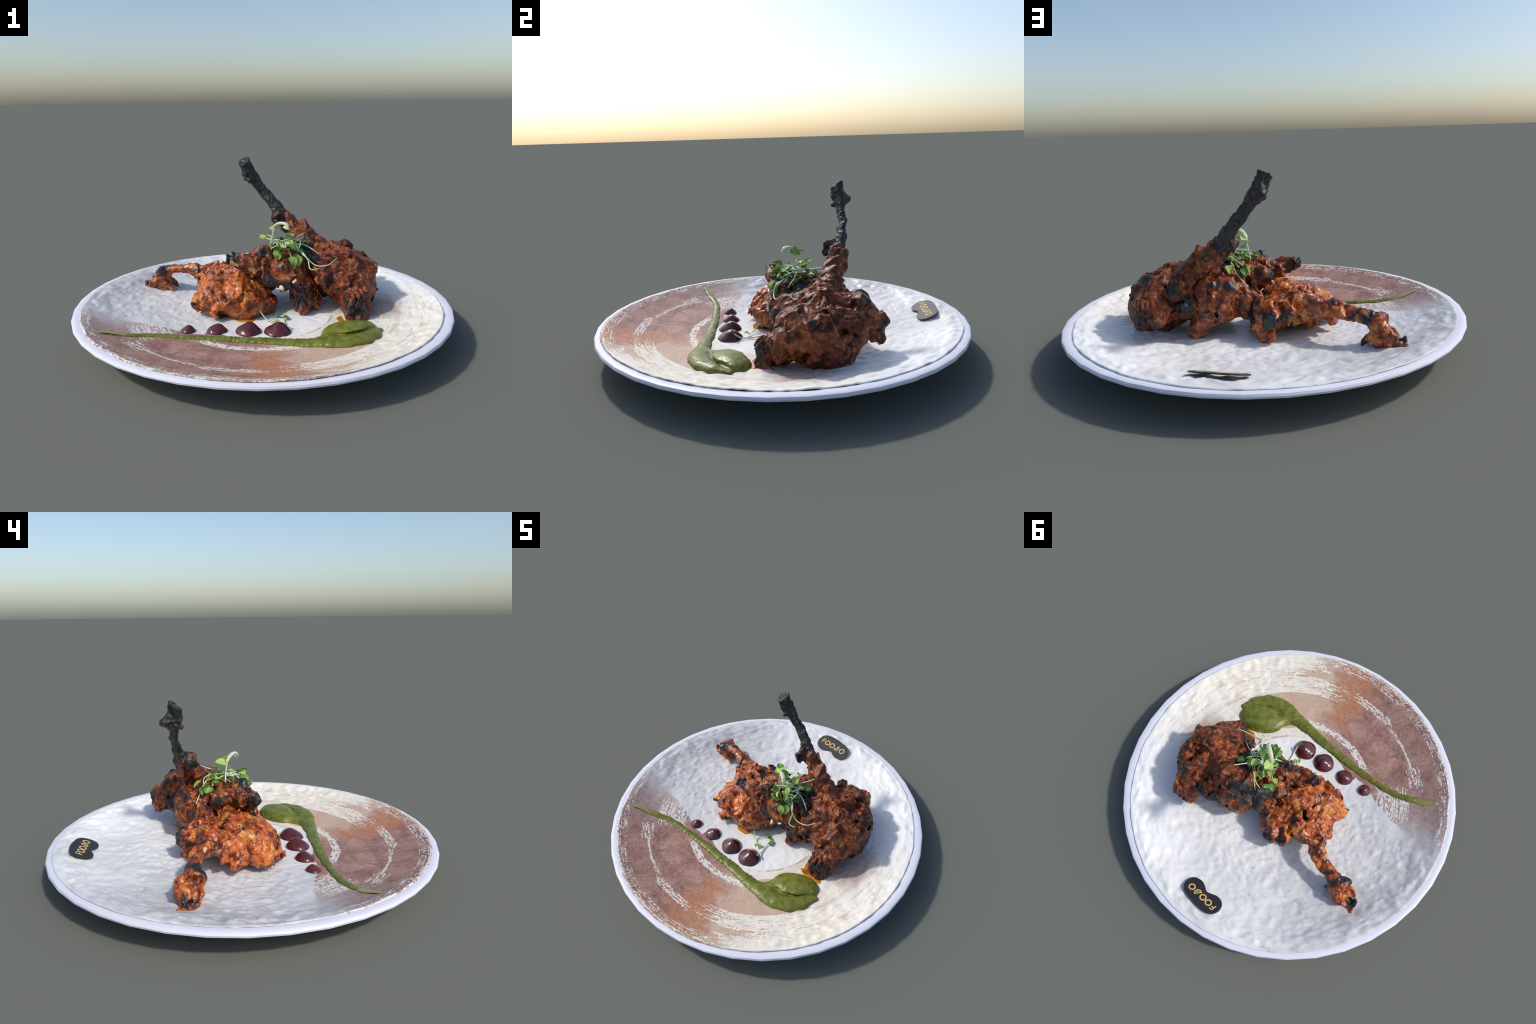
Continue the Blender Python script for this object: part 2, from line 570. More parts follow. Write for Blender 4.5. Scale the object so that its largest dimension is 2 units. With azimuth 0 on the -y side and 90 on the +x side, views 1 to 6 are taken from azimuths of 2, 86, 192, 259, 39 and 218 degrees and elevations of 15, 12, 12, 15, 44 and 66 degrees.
# ------------------------------------------------------------------ chicken
def meat_material(name, dark, red, orange, ochre, chars, warm, gloss=(.36, .45), pale=()):
    """Roast crust: broad zones of red-brown and orange glaze, soft mottling, ragged soot."""
    m = Mat(name)
    wv = m.warped(17, .075)
    zone = m.noise(7.5, 3.0, .55, distort=.7)
    patch = m.noise(13, 3.0, .55, distort=1.2)
    mid = m.noise(27, 5.0, .6, distort=1.0)
    fine = m.noise(80, 3.0, .6)
    col = m.mix((zone * .65 + mid * .35).step(.40 - warm, .58 - warm), red, orange)
    col = m.mix((patch * .75 + mid * .25).step(.53 - warm, .66 - warm) * .85, col, ochre)
    col = m.mix((m.noise(11, 3.0, .55, distort=1.5) * .7 + mid * .3).step(.52, .40) * .85, col, dark)
    col = m.mix(mid.step(.54, .40) * .40, col, dark)
    col = m.mix((mid * .6 + fine * .4).step(.54, .66) * .45, col, (.68, .25, .11))  # light flecks: baked gloss highlights coloured into the crust
    col = m.mix((fine - .5).abs().step(.05, .0) * .22, col, dark)
    best = None
    for c, r in chars:
        s = m.spot(wv, c, r)
        best = s if best is None else best.min(s)
    rag = best + (mid - .5) * 1.7 + (fine - .5) * .8
    soot = m.mix(m.noise(90, 5, .75).step(.42, .75), (.008, .008, .009), (.052, .054, .056))
    col = m.mix(rag.step(1.7, 1.0) * .75, col, (.040, .011, .007))
    col = m.mix(rag.step(1.12, .84), col, soot)
    for c, r in pale:
        s = (m.spot(wv, c, r) + (mid - .5) * .5).step(1.0, .75)
        col = m.mix(s, col, m.mix(fine, (.50, .30, .13), (.64, .46, .26)))
    rough = (fine - .5) * .5 + gloss[0]
    bump = fine * .55 + mid * .8 + m.voronoi(60) * .35
    return m.finish(col, rough.clamp(), bump=bump, bump_strength=.55, bump_distance=.006, Specular_IOR_Level=gloss[1])

def char_material(name, streaks=True):
    m = Mat(name)
    n = m.noise(40, 5, .65)
    f = m.noise(130, 4, .7)
    col = m.mix(n.step(.4, .7), (.012, .012, .013), (.040, .038, .037))
    col = m.mix(f.step(.62, .75) * .7, col, (.16, .165, .17))
    if streaks:
        col = m.mix(m.noise(22, 3, .6).step(.60, .70) * .6, col, (.11, .072, .05))
    return m.finish(col, .48, bump=n + f * .5, bump_strength=.6, bump_distance=.005, Specular_IOR_Level=.5)

def lumps(seed, strong=lambda P: 1.0):
    """Crusty relief of roast skin: blobs, folds, pits and a little grain."""
    def f(P):
        w = P * np.array((1, 1, .75)) + .030 * np.stack([vnoise(P, 15, seed + 1), vnoise(P, 15, seed + 2), vnoise(P, 15, seed + 3)], 1)
        big = vnoise(w, 12, seed)
        fold = 1 - 2 * np.abs(vnoise(w, 15, seed + 5))
        blob = np.abs(vnoise(w, 26, seed + 6))
        crag = 1 - 2 * np.abs(vnoise(w, 40, seed + 7))
        pit = np.maximum(vnoise(w, 20, seed + 8) - .30, 0)
        fine = vnoise(w, 80, seed + 9)
        rough = .45 + .95 * sstep(-.35, .35, vnoise(P, 9, seed + 12))      # smooth glazed places, torn rough ones
        flap = np.maximum(vnoise(P * np.array((1, 1, .5)), 18, seed + 13) - .1, 0) ** .5
        return -strong(P) * (.011 * big + .0105 * fold + rough * (.011 * (blob - .25) + .0045 * crag + .0020 * fine) - .046 * pit + .010 * (flap - .3))
    return f

def floor_clip(P):
    return dish(P[:, 0], P[:, 1]) - .004 - P[:, 2]

CHAR = char_material("charcoal_bone")

def build_standing_leg():
    t = thing("chicken_leg", (.5, .12, .07), "charred tandoori chicken leg with upright black bone", "roast chicken")
    prims = [
        egg((.465, .155, .240), (.172, .190, .136), k=.05),
        egg((.490, -.015, .185), (.088, .105, .088), k=.05),
        egg((.545, .165, .15), (.085, .115, .100), k=.05),
        limb([(.495, -.065, .135), (.488, -.112, .138)], [.060, .044], k=.035),
        limb([(.43, .31, .315), (.485, .43, .250)], [.072, .040], k=.05),
        limb([(.47, .36, .235), (.478, .435, .175)], [.060, .032], k=.03),
        egg((.425, .015, .255), (.075, .080, .080), k=.04),
        limb([(.49, -.095, .13), (.505, -.118, .085)], [.050, .046], k=.03),
        limb([(.41, .34, .265), (.425, .425, .215)], [.055, .034], k=.03),
        egg((.535, .25, .215), (.085, .085, .08), k=.04),
        egg((.33, .18, .33), (.090, .110, .075), k=.05),
        egg((.34, .04, .31), (.075, .075, .070), k=.04),
        egg((.395, .125, .320), (.105, .100, .082), k=.05),
        limb([(.33, .24, .27), (.31, .32, .24)], [.075, .055], k=.04),
        limb([(.105, .30, .555), (.148, .285, .515), (.190, .268, .475), (.238, .235, .432), (.31, .21, .365)], [.033, .046, .052, .056, .075], k=.04),
        limb([(.094, .272, .552), (.112, .262, .50), (.135, .258, .450)], [.025, .027, .024], k=.035),
        ball((.41, .155, .385), .035), ball((.338, .372, .335), .026), ball((.482, .326, .360), .026),
        ball((.335, -.035, .27), .026), ball((.283, .005, .375), .024), ball((.60, .085, .30), .03),
        ball((.232, .275, .508), .022, .02), ball((.272, .245, .455), .026, .02), ball((.575, -.01, .20), .022),
    ]
    cuts = [egg((.27, -.03, .12), (.105, .14, .095), k=.03), egg((.40, .44, .09), (.16, .10, .075), k=.03)]
    chars = [((.489, -.15, .15), .046), ((.50, .46, .235), .045), ((.333, .40, .355), .034), ((.485, .335, .372), .034),
             ((.335, -.045, .272), .034), ((.283, -.005, .385), .036), ((.60, .09, .305), .030), ((.08, .25, .53), .052),
             ((.09, .24, .47), .048), ((.47, .45, .175), .026), ((.30, .35, .26), .045), ((.25, .20, .40), .05), ((.42, .43, .19), .030), ((.09, .30, .575), .05), ((.24, .16, .34), .05), ((.645, .10, .10), .03)]  # spot at (.30, .35, .26) darkens the cleft beside the middle piece
    mat = meat_material("dark_tandoori_crust", (.030, .008, .005), (.150, .028, .011), (.27, .062, .015), (.38, .14, .030),
                        chars, warm=0.0, gloss=(.44, .34))
    V, Q = sculpt(prims, cuts, .0043, lumps(21), clip=floor_clip)
    split_body(V, Q, [("thigh_meat", mat, lambda c: (c[:, 2] < .44) | (c[:, 0] > .30)),
                      ("shank_meat", mat, lambda c: np.ones(len(c), bool))], t)
    axis = [(.125, .30, .53), (.081, .316, .581), (.045, .330, .63), (0, .340, .681), (-.035, .343, .73), (-.066, .346, .775), (-.100, .346, .850), (-.125, .346, .905)]
    edge = [(x + .017, y + .004, z + .013) for x, y, z in axis]
    bone = [limb(axis, [.033, .028, .021, .018, .018, .022, .021, .021], k=.02),
            limb(edge, [.024, .022, .019, .017, .016, .018, .017, .017], k=.012),
            limb([(-.090, .325, .80), (-.122, .322, .875)], [.020, .019], k=.012),
            limb([(-.075, .365, .785), (-.100, .396, .785)], [.022, .016], k=.014),
            limb([(-.07, .33, .765), (-.075, .308, .757)], [.018, .008], k=.012),
            limb([(-.088, .352, .828), (-.099, .388, .790)], [.018, .013], k=.016), limb([(-.062, .352, .755), (-.092, .388, .780)], [.018, .012], k=.016),
            ball((.085, .335, .605), .017, .012), ball((.035, .352, .685), .014, .012), ball((-.095, .34, .765), .014, .01)]
    cup = [egg((-.128, .365, .842), (.028, .018, .034), k=.010), egg((-.06, .375, .86), (.012, .016, .016), k=.01)]
    n = np.array((-.42, -.42, .80))
    end = lambda P: (P - np.array((-.105, .335, .866))) @ (n / np.linalg.norm(n)) + .009 * vnoise(P, 45, 3)
    def grain(P):
        return -.0046 * vnoise(P, 28, 5) - .0030 * (1 - 2 * np.abs(vnoise(P, 45, 8))) - .0018 * vnoise(P, 90, 6) - .001 * vnoise(P, 160, 7)
    V, Q = sculpt(bone, cup, .0032, grain, pad=.02, clip=end)
    add("leg_bone", new_mesh("leg_bone", V, Q, CHAR), t)

def build_lying_leg():
    t = thing("chicken_leg", (-.2, .1, .07), "orange tandoori chicken leg lying with its bone out", "roast chicken")
    prims = [
        egg((-.165, .055, .190), (.165, .185, .105), k=.05),
        egg((-.135, -.060, .145), (.145, .105, .085), k=.05),
        egg((-.265, -.015, .185), (.085, .100, .055), k=.04),
        limb([(-.27, -.05, .165), (-.355, -.080, .150)], [.055, .026], k=.03),
        limb([(-.27, .0, .175), (-.350, -.030, .145)], [.055, .026], k=.03), limb([(-.28, .06, .18), (-.362, .105, .132)], [.050, .024], k=.03), limb([(-.2, -.06, .13), (-.25, -.135, .11)], [.05, .02], k=.03),
        limb([(-.30, .05, .165), (-.335, .078, .105)], [.040, .022], k=.03),
        limb([(-.20, -.09, .14), (-.235, -.115, .105)], [.045, .022], k=.02),
        limb([(-.10, -.09, .12), (-.085, -.105, .090)], [.060, .045], k=.03),
        limb([(-.02, .01, .15), (.03, .01, .12)], [.072, .05], k=.04),
        egg((-.075, .20, .20), (.092, .092, .080), k=.04),
        limb([(-.07, .24, .21), (-.10, .325, .195)], [.055, .034], k=.03),
        limb([(-.13, .24, .23), (-.178, .310, .218)], [.045, .030], k=.02),
        limb([(-.04, .24, .17), (-.08, .29, .11)], [.05, .03], k=.03),
        limb([(-.22, .19, .25), (-.33, .225, .250), (-.40, .250, .246)], [.050, .038, .027], k=.04),
        ball((-.103, .069, .290), .035), ball((-.239, .108, .268), .024, .012), ball((-.085, -.140, .172), .016, .012),
        ball((-.340, .035, .225), .02, .03), ball((-.38, .195, .235), .022, .015), ball((-.05, .10, .30), .03),
        limb([(-.38, .246, .248), (-.455, .276, .247), (-.53, .300, .238), (-.578, .316, .210)], [.026, .022, .024, .034], k=.025),
        limb([(-.36, .270, .236), (-.455, .312, .228), (-.535, .335, .216)], [.024, .018, .020], k=.02),
        limb([(-.32, .13, .205), (-.358, .160, .165)], [.046, .020], k=.03),
        limb([(-.33, .19, .230), (-.37, .225, .228)], [.04, .026], k=.03), ball((-.655, .385, .165), .026, .012), ball((-.61, .375, .185), .026, .012), ball((-.66, .345, .185), .020, .010), ball((-.565, .345, .20), .024, .012),
        ball((-.598, .302, .212), .028, .014), ball((-.475, .306, .240), .020, .012), ball((-.525, .320, .238), .022, .012),
        egg((-.605, .340, .158), (.050, .052, .056), k=.025),
        limb([(-.60, .330, .13), (-.588, .322, .100)], [.042, .028], k=.02),
        limb([(-.63, .360, .15), (-.692, .374, .116)], [.040, .018], k=.015),
        limb([(-.56, .35, .16), (-.523, .358, .110)], [.024, .013], k=.010),
        limb([(-.57, .300, .14), (-.545, .282, .112)], [.024, .012], k=.010),
        limb([(-.64, .32, .15), (-.690, .335, .122)], [.032, .018], k=.014),
    ]
    cuts = [limb([(-.47, .225, .085), (-.16, .17, .10)], [.070, .050], k=.025),
            limb([(-.40, .04, .055), (-.22, .05, .07)], [.055, .04], k=.025),
            limb([(-.30, -.17, .085), (-.18, -.12, .07)], [.05, .03], k=.02),
            egg((-.212, .138, .285), (.026, .044, .068), 35, k=.006)]
    chars = [((-.10, .335, .195), .042), ((-.181, .322, .218), .034), ((-.575, .315, .238), .018), ((-.598, .295, .238), .032),
             ((-.693, .352, .118), .038), ((-.520, .345, .11), .034), ((-.38, .195, .235), .026), ((-.475, .330, .225), .018),
             ((-.545, .345, .225), .020), ((-.42, .285, .230), .020), ((-.335, .085, .085), .022), ((-.37, -.095, .16), .018),
             ((-.215, -.122, .092), .024), ((-.05, .17, .29), .026), ((.02, .2, .21), .05), ((-.18, .20, .29), .022), ((-.208, .14, .250), .034), ((.0, .24, .20), .05), ((.03, .0, .12), .04)]  # (.02, .2, .21) and (.0, .24, .20) darken the gap beside the middle piece
    mat = meat_material("orange_tandoori_crust", (.055, .010, .005), (.28, .038, .011), (.54, .125, .022), (.64, .26, .045),
                        chars, warm=.03, gloss=(.30, .50), pale=[((-.50, .262, .262), .020), ((-.455, .25, .272), .018)])
    V, Q = sculpt(prims, cuts, .0043, lumps(43, lambda P: .42 + .58 * sstep(-.37, -.27, P[:, 0] - .4 * (P[:, 1] - .2)) + .5 * sstep(-.54, -.60, P[:, 0])), clip=floor_clip)
    split_body(V, Q, [("knuckle", mat, lambda c: c[:, 0] < -.545), ("shank", mat, lambda c: c[:, 0] < -.375),
                      ("thigh_meat", mat, lambda c: np.ones(len(c), bool))], t)

def build_middle_piece():
    t = thing("chicken_wing", (.14, .12, .07), "charred tandoori chicken wing piece leaning between legs", "roast chicken")
    prims = [
        limb([(-.170, -.040, .392), (-.145, -.033, .386), (-.09, -.022, .373), (.0, .015, .355), (.11, .06, .325)], [.011, .024, .042, .064, .085], k=.05),
        limb([(-.15, -.035, .375), (-.086, -.024, .340), (-.03, -.020, .302), (.05, -.030, .266), (.11, -.044, .242)], [.012, .018, .023, .027, .025], k=.03),
        egg((.125, .050, .285), (.120, .090, .100), k=.05),
        limb([(.10, .19, .27), (.03, .175, .225)], [.075, .065], k=.04),
        limb([(.15, .0, .28), (.20, -.010, .235)], [.06, .05], k=.03),
        limb([(.20, .02, .24), (.217, -.003, .17), (.222, -.015, .11)], [.058, .046, .034], k=.03),
        limb([(.24, .03, .20), (.285, .04, .12)], [.06, .042], k=.04),
        limb([(.03, .10, .34), (-.030, .128, .352)], [.050, .034], k=.03),
        egg((.20, .16, .33), (.12, .12, .075), k=.05),
        egg((.188, .255, .260), (.096, .085, .095), k=.05),
        limb([(.18, .275, .24), (.245, .292, .15), (.262, .300, .105)], [.074, .050, .032], k=.03),
        limb([(.14, .275, .27), (.094, .288, .335)], [.05, .022], k=.03),
        limb([(.13, .235, .24), (.11, .235, .22)], [.050, .036], k=.03),
        ball((.007, .006, .418), .020, .015), ball((.12, -.03, .338), .03), ball((.16, .30, .345), .024, .015),
        ball((.05, .02, .40), .025), ball((.22, .30, .31), .03),
    ]
    cuts = [egg((.03, .05, .18), (.10, .16, .085), 20, k=.03)]
    chars = [((-.165, -.037, .395), .048), ((-.12, -.03, .352), .030), ((-.05, .134, .355), .036), ((.007, .0, .425), .032),
             ((.03, -.045, .285), .030), ((.06, -.06, .255), .034), ((.10, -.07, .24), .03), ((.15, -.075, .245), .03), ((.205, -.05, .16), .036),
             ((.22, -.06, .22), .022), ((.125, -.045, .35), .026), ((.092, .30, .352), .030), ((.165, .31, .355), .026), ((.25, .10, .36), .07),
             ((.24, .24, .32), .04), ((-.06, -.02, .41), .02)]
    mat = meat_material("brown_tandoori_crust", (.034, .009, .005), (.17, .030, .011), (.33, .075, .016), (.44, .17, .034),
                        chars, warm=.01,
                        pale=[((-.145, -.058, .362), .022), ((-.05, -.052, .335), .026), ((-.02, -.058, .318), .018)])
    V, Q = sculpt(prims, cuts, .0043, lumps(67), clip=floor_clip)
    split_body(V, Q, [("wing_tip", mat, lambda c: c[:, 0] < -.06),
                      ("wing_meat", mat, lambda c: np.ones(len(c), bool))], t)
    m = Mat("bare_bone")
    bonemat = m.finish(m.mix(m.noise(60, 3), (.62, .42, .26), (.78, .64, .48)), .5)
    V, F = tube([(.106, -.062, .240), (.112, -.086, .231)], [.014, .009], 10, 4)
    add("bone_end", new_mesh("bone_end", V, F, bonemat), t)
    V, F = tube([(.165, -.083, .268), (.185, -.082, .285)], [.007, .006], 8, 4)
    add("bone_end", new_mesh("bone_end", V, F, bonemat), t)

# ------------------------------------------------------------------ sauces
def on_dish(V, squash=1.0):
    """Sculpted in a flat space: lift onto the dish."""
    V = V.copy()
    V[:, 2] = V[:, 2] * squash + dish(V[:, 0], V[:, 1]) + .003
    return V

def build_green_sauce():
    m = Mat("green_herb_sauce")
    n = m.noise(26, 5, .6)
    f = m.noise(120, 3, .6)
    col = m.mix(n.step(.3, .7), (.095, .110, .014), (.185, .200, .030))
    col = m.mix(f.step(.62, .75) * .6, col, (.32, .33, .10))
    mat = m.finish(col, .36, bump=n * .7 + f * .5, bump_strength=.35, bump_distance=.005, Specular_IOR_Level=.36)
    # sculpted with heights doubled, then squashed
    spine = [(-.64, -.393), (-.57, -.372), (-.50, -.360), (-.43, -.361), (-.36, -.364), (-.30, -.366), (-.23, -.371), (-.165, -.378),
             (-.105, -.386), (-.04, -.391), (.02, -.399), (.075, -.407), (.125, -.418), (.19, -.424), (.25, -.433), (.32, -.428)]
    wide = [.017, .020, .019, .020, .020, .022, .024, .026, .026, .028, .031, .033, .034, .038, .043, .055]
    prims = [limb([(x, y, .004) for x, y in spine], wide, k=.02),
             limb([(-.772, -.447, .002), (-.70, -.420, .003), (-.63, -.404, .004)], [.006, .011, .010], k=.008),
             limb([(-.745, -.428, .002), (-.69, -.396, .003), (-.62, -.376, .004)], [.005, .009, .010], k=.008),
             egg((.440, -.298, .0), (.146, .100, .105), 22, k=.03),
             egg((.335, -.385, .0), (.060, .050, .055), k=.03),
             limb([(.27, -.432, .005), (.34, -.440, .01), (.41, -.437, .01), (.475, -.413, .01), (.535, -.362, .008), (.585, -.300, .004)],
                  [.045, .056, .060, .058, .048, .022], k=.007)]
    def waves(P):
        along = P[:, 0] - .5 * P[:, 1]
        r = .0016 * np.sin(along * 215 + 5 * vnoise(P, 14, 4)) * sstep(.42, .2, P[:, 0]) * (1 + vnoise(P, 9, 3))
        return -r - .0030 * vnoise(P, 24, 9) - .0020 * vnoise(P, 66, 10)
    crease = [limb([(.60, -.276, .040), (.535, -.332, .048), (.455, -.370, .050), (.38, -.384, .052), (.31, -.396, .058)], [.006, .009, .010, .010, .005], k=.020)]
    V, Q = sculpt(prims, crease, .0055, waves, clip=lambda P: -.004 - P[:, 2])
    V = on_dish(V, .50)
    ob = bpy.data.objects.new("green_sauce_smear", new_mesh("green_sauce_smear", V, Q, mat))
    SC.collection.objects.link(ob)
    ob["label"] = "swooping smear of green herb sauce with thick head"
    ob["category"] = "sauce"
    film = Mat("green_film")
    fm = film.finish((.30, .26, .08), .25)
    V, F = tube([(-.775, -.444, .143), (-.70, -.408, .118), (-.62, -.388, .096), (-.54, -.368, .086)], [.006, .020, .018, .014], 10, 5, flat=.16)
    add("sauce_film", new_mesh("sauce_film", V, F, fm), ob)

def build_dots():
    m = Mat("beet_gel")
    n = m.noise(30, 3)
    col = m.mix(n.step(.3, .7), (.055, .010, .012), (.115, .018, .020))
    mat = m.finish(col, .16, bump=m.noise(34, 3), bump_strength=.25, bump_distance=.006, Specular_IOR_Level=.6, Coat_Weight=.4, Coat_Roughness=.08)
    for i, (x, y, r, h) in enumerate([(.083, -.285, .064, .046), (-.063, -.281, .060, .046), (-.222, -.276, .047, .036), (-.369, -.277, .033, .026)]):
        prims = [egg((0, 0, 0), (r, r * .95, h * .85), k=.02), egg((r * .12, r * .1, h * .5), (r * .42, r * .4, h * .55), k=.025),
                 egg((0, 0, 0), (r * 1.03, r * 1.0, h * .35), k=.02)]
        V, Q = sculpt(prims, [], .0035, lambda P: -.0022 * vnoise(P + 3 * i, 30, 30 + i), clip=lambda P: -.003 - P[:, 2])
        V[:, :2] += (x, y)
        ob = bpy.data.objects.new("sauce_dot", new_mesh("sauce_dot", on_dish(V), Q, mat))
        SC.collection.objects.link(ob)
        ob["label"] = "glossy dark red dome of beet gel"
        ob["category"] = "sauce"

def build_oil():
    m = Mat("amber_oil")
    mat = m.finish(m.mix(m.noise(25, 3), (.42, .13, .012), (.60, .26, .03)), .12, Specular_IOR_Level=.6, Coat_Weight=.5)
    t = thing("oil_pool", (.45, -.15, .08), "shallow amber pools of spiced oil under meat", "sauce")
    for pts, rad in (([(.40, -.165, 0), (.455, -.160, 0), (.515, -.175, 0), (.55, -.185, 0)], [.014, .026, .022, .010]),
                     ([(.415, -.085, 0), (.42, -.13, 0), (.43, -.16, 0)], [.014, .020, .024]),
                     ([(-.10, -.115, 0), (-.06, -.125, 0)], [.040, .030])):
        V, Q = sculpt([limb(pts, rad, k=.02)], [], .0045, lambda P: -.006 * vnoise(P, 28, 77), clip=lambda P: -.004 - P[:, 2])
        V[:, 2] = np.minimum(V[:, 2] * .35, .0035)
        add("oil_puddle", new_mesh("oil_puddle", on_dish(V), Q, mat), t)

# ------------------------------------------------------------------ tag
def build_tag():
    m = Mat("matt_black_card")
    black = m.finish((.016, .016, .019), .5)
    g = Mat("gold_print")
    gold = g.finish((.62, .43, .15), .45)
    c = np.array([-.01, .815, .149])
    n = np.array([0, -.371, .928])
    u = np.array([.992, -.119, -.0476])
    v = np.cross(n, u)
    at = lambda a, b, h=0.0: tuple(c + a * u + b * v + h * n)
    # outline of a bean with one notch: smooth closed curve through control points
    ctrl = np.array([(.1087, -.0455), (.0727, -.0570), (.040, -.0495), (.004, -.0318), (-.025, -.0420), (-.0544, -.0560), (-.0900, -.0540),
                     (-.116, -.0350), (-.1275, -.002), (-.120, .032), (-.098, .0545), (-.0600, .0665), (-.010, .0700), (.045, .0655), (.0922, .0570),
                     (.119, .0351), (.1288, .0001), (.1230, -.027)])
    pts = []
    for i in range(len(ctrl)):
        p0, p1, p2, p3 = (ctrl[(i + k) % len(ctrl)] for k in (-1, 0, 1, 2))
        for t in np.linspace(0, 1, 6, endpoint=False):
            pts.append(.5 * (2 * p1 + (p2 - p0) * t + (2 * p0 - 5 * p1 + 4 * p2 - p3) * t * t + (3 * p1 - p0 - 3 * p2 + p3) * t ** 3))
    k = len(pts)
    V = [at(a, b, 0) for a, b in pts] + [at(a, b, -.005) for a, b in pts]
    F = [tuple(range(k))[::-1], tuple(range(k, 2 * k))] + [(i, (i + 1) % k, k + (i + 1) % k, k + i) for i in range(k)]
    ob = bpy.data.objects.new("name_tag", new_mesh("name_tag", V, F, black, smooth=False))
    SC.collection.objects.link(ob)
    ob["label"] = "black bean-shaped card tag with gold lettering"
    ob["category"] = "label"

    def stroke(path, name, w=.0042, closed=False):
        cu = bpy.data.curves.new(name, "CURVE")
        cu.dimensions = "3D"
        sp = cu.splines.new("POLY")
        sp.points.add(len(path) - 1)
        for q, (a, b) in zip(sp.points, path):
            q.co = (a, b, 0, 1)
        sp.use_cyclic_u = closed
        cu.bevel_depth = w
        cu.bevel_resolution = 3
        cu.use_fill_caps = True
        tmp = bpy.data.objects.new("tmp", cu)
        SC.collection.objects.link(tmp)
        dg = bpy.context.evaluated_depsgraph_get()
        me = bpy.data.meshes.new_from_object(tmp.evaluated_get(dg))
        co = np.zeros(len(me.vertices) * 3)
        me.vertices.foreach_get("co", co)
        co = co.reshape(-1, 3)
        W = [at(a, b, .0003 + h * .22) for a, b, h in co]
        F = [tuple(p.vertices) for p in me.polygons]
        bpy.data.objects.remove(tmp)
        bpy.data.curves.remove(cu)
        return W, F

    def letter(name, strokes):
        V, F = [], []
        for path, closed, w in strokes:
            W, G = stroke(path, name, w, closed)
            F += [tuple(i + len(V) for i in f) for f in G]
            V += W
        add(name, new_mesh(name, V, F, gold), ob)

    circle = lambda a, b, r, n=32: [(a + r * math.cos(2 * math.pi * i / n), b + r * math.sin(2 * math.pi * i / n)) for i in range(n)]
    letter("letter_f", [([(-.0965, -.0075), (-.0960, .0250), (-.0775, .0240)], False, .0038), ([(-.0960, .0095), (-.0800, .0087)], False, .0038)])
    for a, b in ((-.0522, .0087), (-.0092, .0090), (.0785, .0105)):
        letter("letter_o", [(circle(a, b, .0165), True, .0042)])
    # the fourth sign: a half-round slice leaning over, with an inner arc
    p, q = np.array((.0175, -.0045)), np.array((.0385, .0285))
    mid, rad = (p + q) / 2, np.linalg.norm(q - p) / 2
    a0 = math.atan2(*(q - p)[::-1])
    arc = lambda s: [tuple(mid + s * rad * np.array((math.cos(a0 - math.pi * i / 18), math.sin(a0 - math.pi * i / 18)))) for i in range(19)]
    letter("letter_d", [(arc(1.0), True, .0038), (arc(.50)[2:17], False, .0016)])

# ------------------------------------------------------------------ microgreens
def leaf_mesh(mat, lobes, name="leaf"):
    """Cupped cotyledon with a notch at the tip and a real thickness; base at the origin, along +x, unit length."""
    NU, NV = 14, 9
    top, F = [], []
    for i in range(NU):
        s = i / (NU - 1)
        half = .42 * math.sin(math.pi * min(1, s ** .72 * .985 + .012)) ** .75 + .02
        for j in range(NV):
            t = 2 * j / (NV - 1) - 1
            y = half * t
            x = s - lobes * (s ** 4) * (1 - abs(t)) ** 1.2 * .9
            z = .30 * y * y / .18 * .5 - .22 * s * s + .03 * math.sin(9 * y + 5 * s)
            top.append((x, y, z))
    n = NU * NV
    bot = [(x, y, z - .035) for x, y, z in top]
    V = top + bot
    for i in range(NU - 1):
        for j in range(NV - 1):
            a = i * NV + j
            F.append((a, a + NV, a + NV + 1, a + 1))
            F.append((n + a, n + a + 1, n + a + NV + 1, n + a + NV))
    rimloop = [j for j in range(NV)] + [i * NV + NV - 1 for i in range(1, NU)] + [(NU - 1) * NV + j for j in range(NV - 2, -1, -1)] + [i * NV for i in range(NU - 2, 0, -1)]
    for a, b in zip(rimloop, rimloop[1:] + rimloop[:1]):
        F.append((a, b, n + b, n + a))
    return new_mesh(name, V, F, mat)

def leaf_material(name, c1, c2, vein):
    m = Mat(name)
    n = m.noise(4, 4, .6)
    oi = m.nt.nodes.new("ShaderNodeObjectInfo")
    rnd = Nd(m.nt, oi.outputs["Random"])
    col = m.mix((n * .5 + rnd * .6).step(.25, .85), c1, c2)
    x, y, z = m.xyz()
    col = m.mix((y.abs()).step(.06, .015) * x.step(.9, .3) * .8, col, vein)
    mat = m.finish(col, .38, Specular_IOR_Level=.4)
    tr = m.nt.nodes.new("ShaderNodeBsdfTranslucent")
    m.nt.links.new(col, tr.inputs[0])
    mx = m.nt.nodes.new("ShaderNodeMixShader")
    mx.inputs[0].default_value = .22
    m.nt.links.new(m.bsdf.outputs[0], mx.inputs[1])
    m.nt.links.new(tr.outputs[0], mx.inputs[2])
    m.nt.links.new(mx.outputs[0], m.out.inputs["Surface"])
    return mat

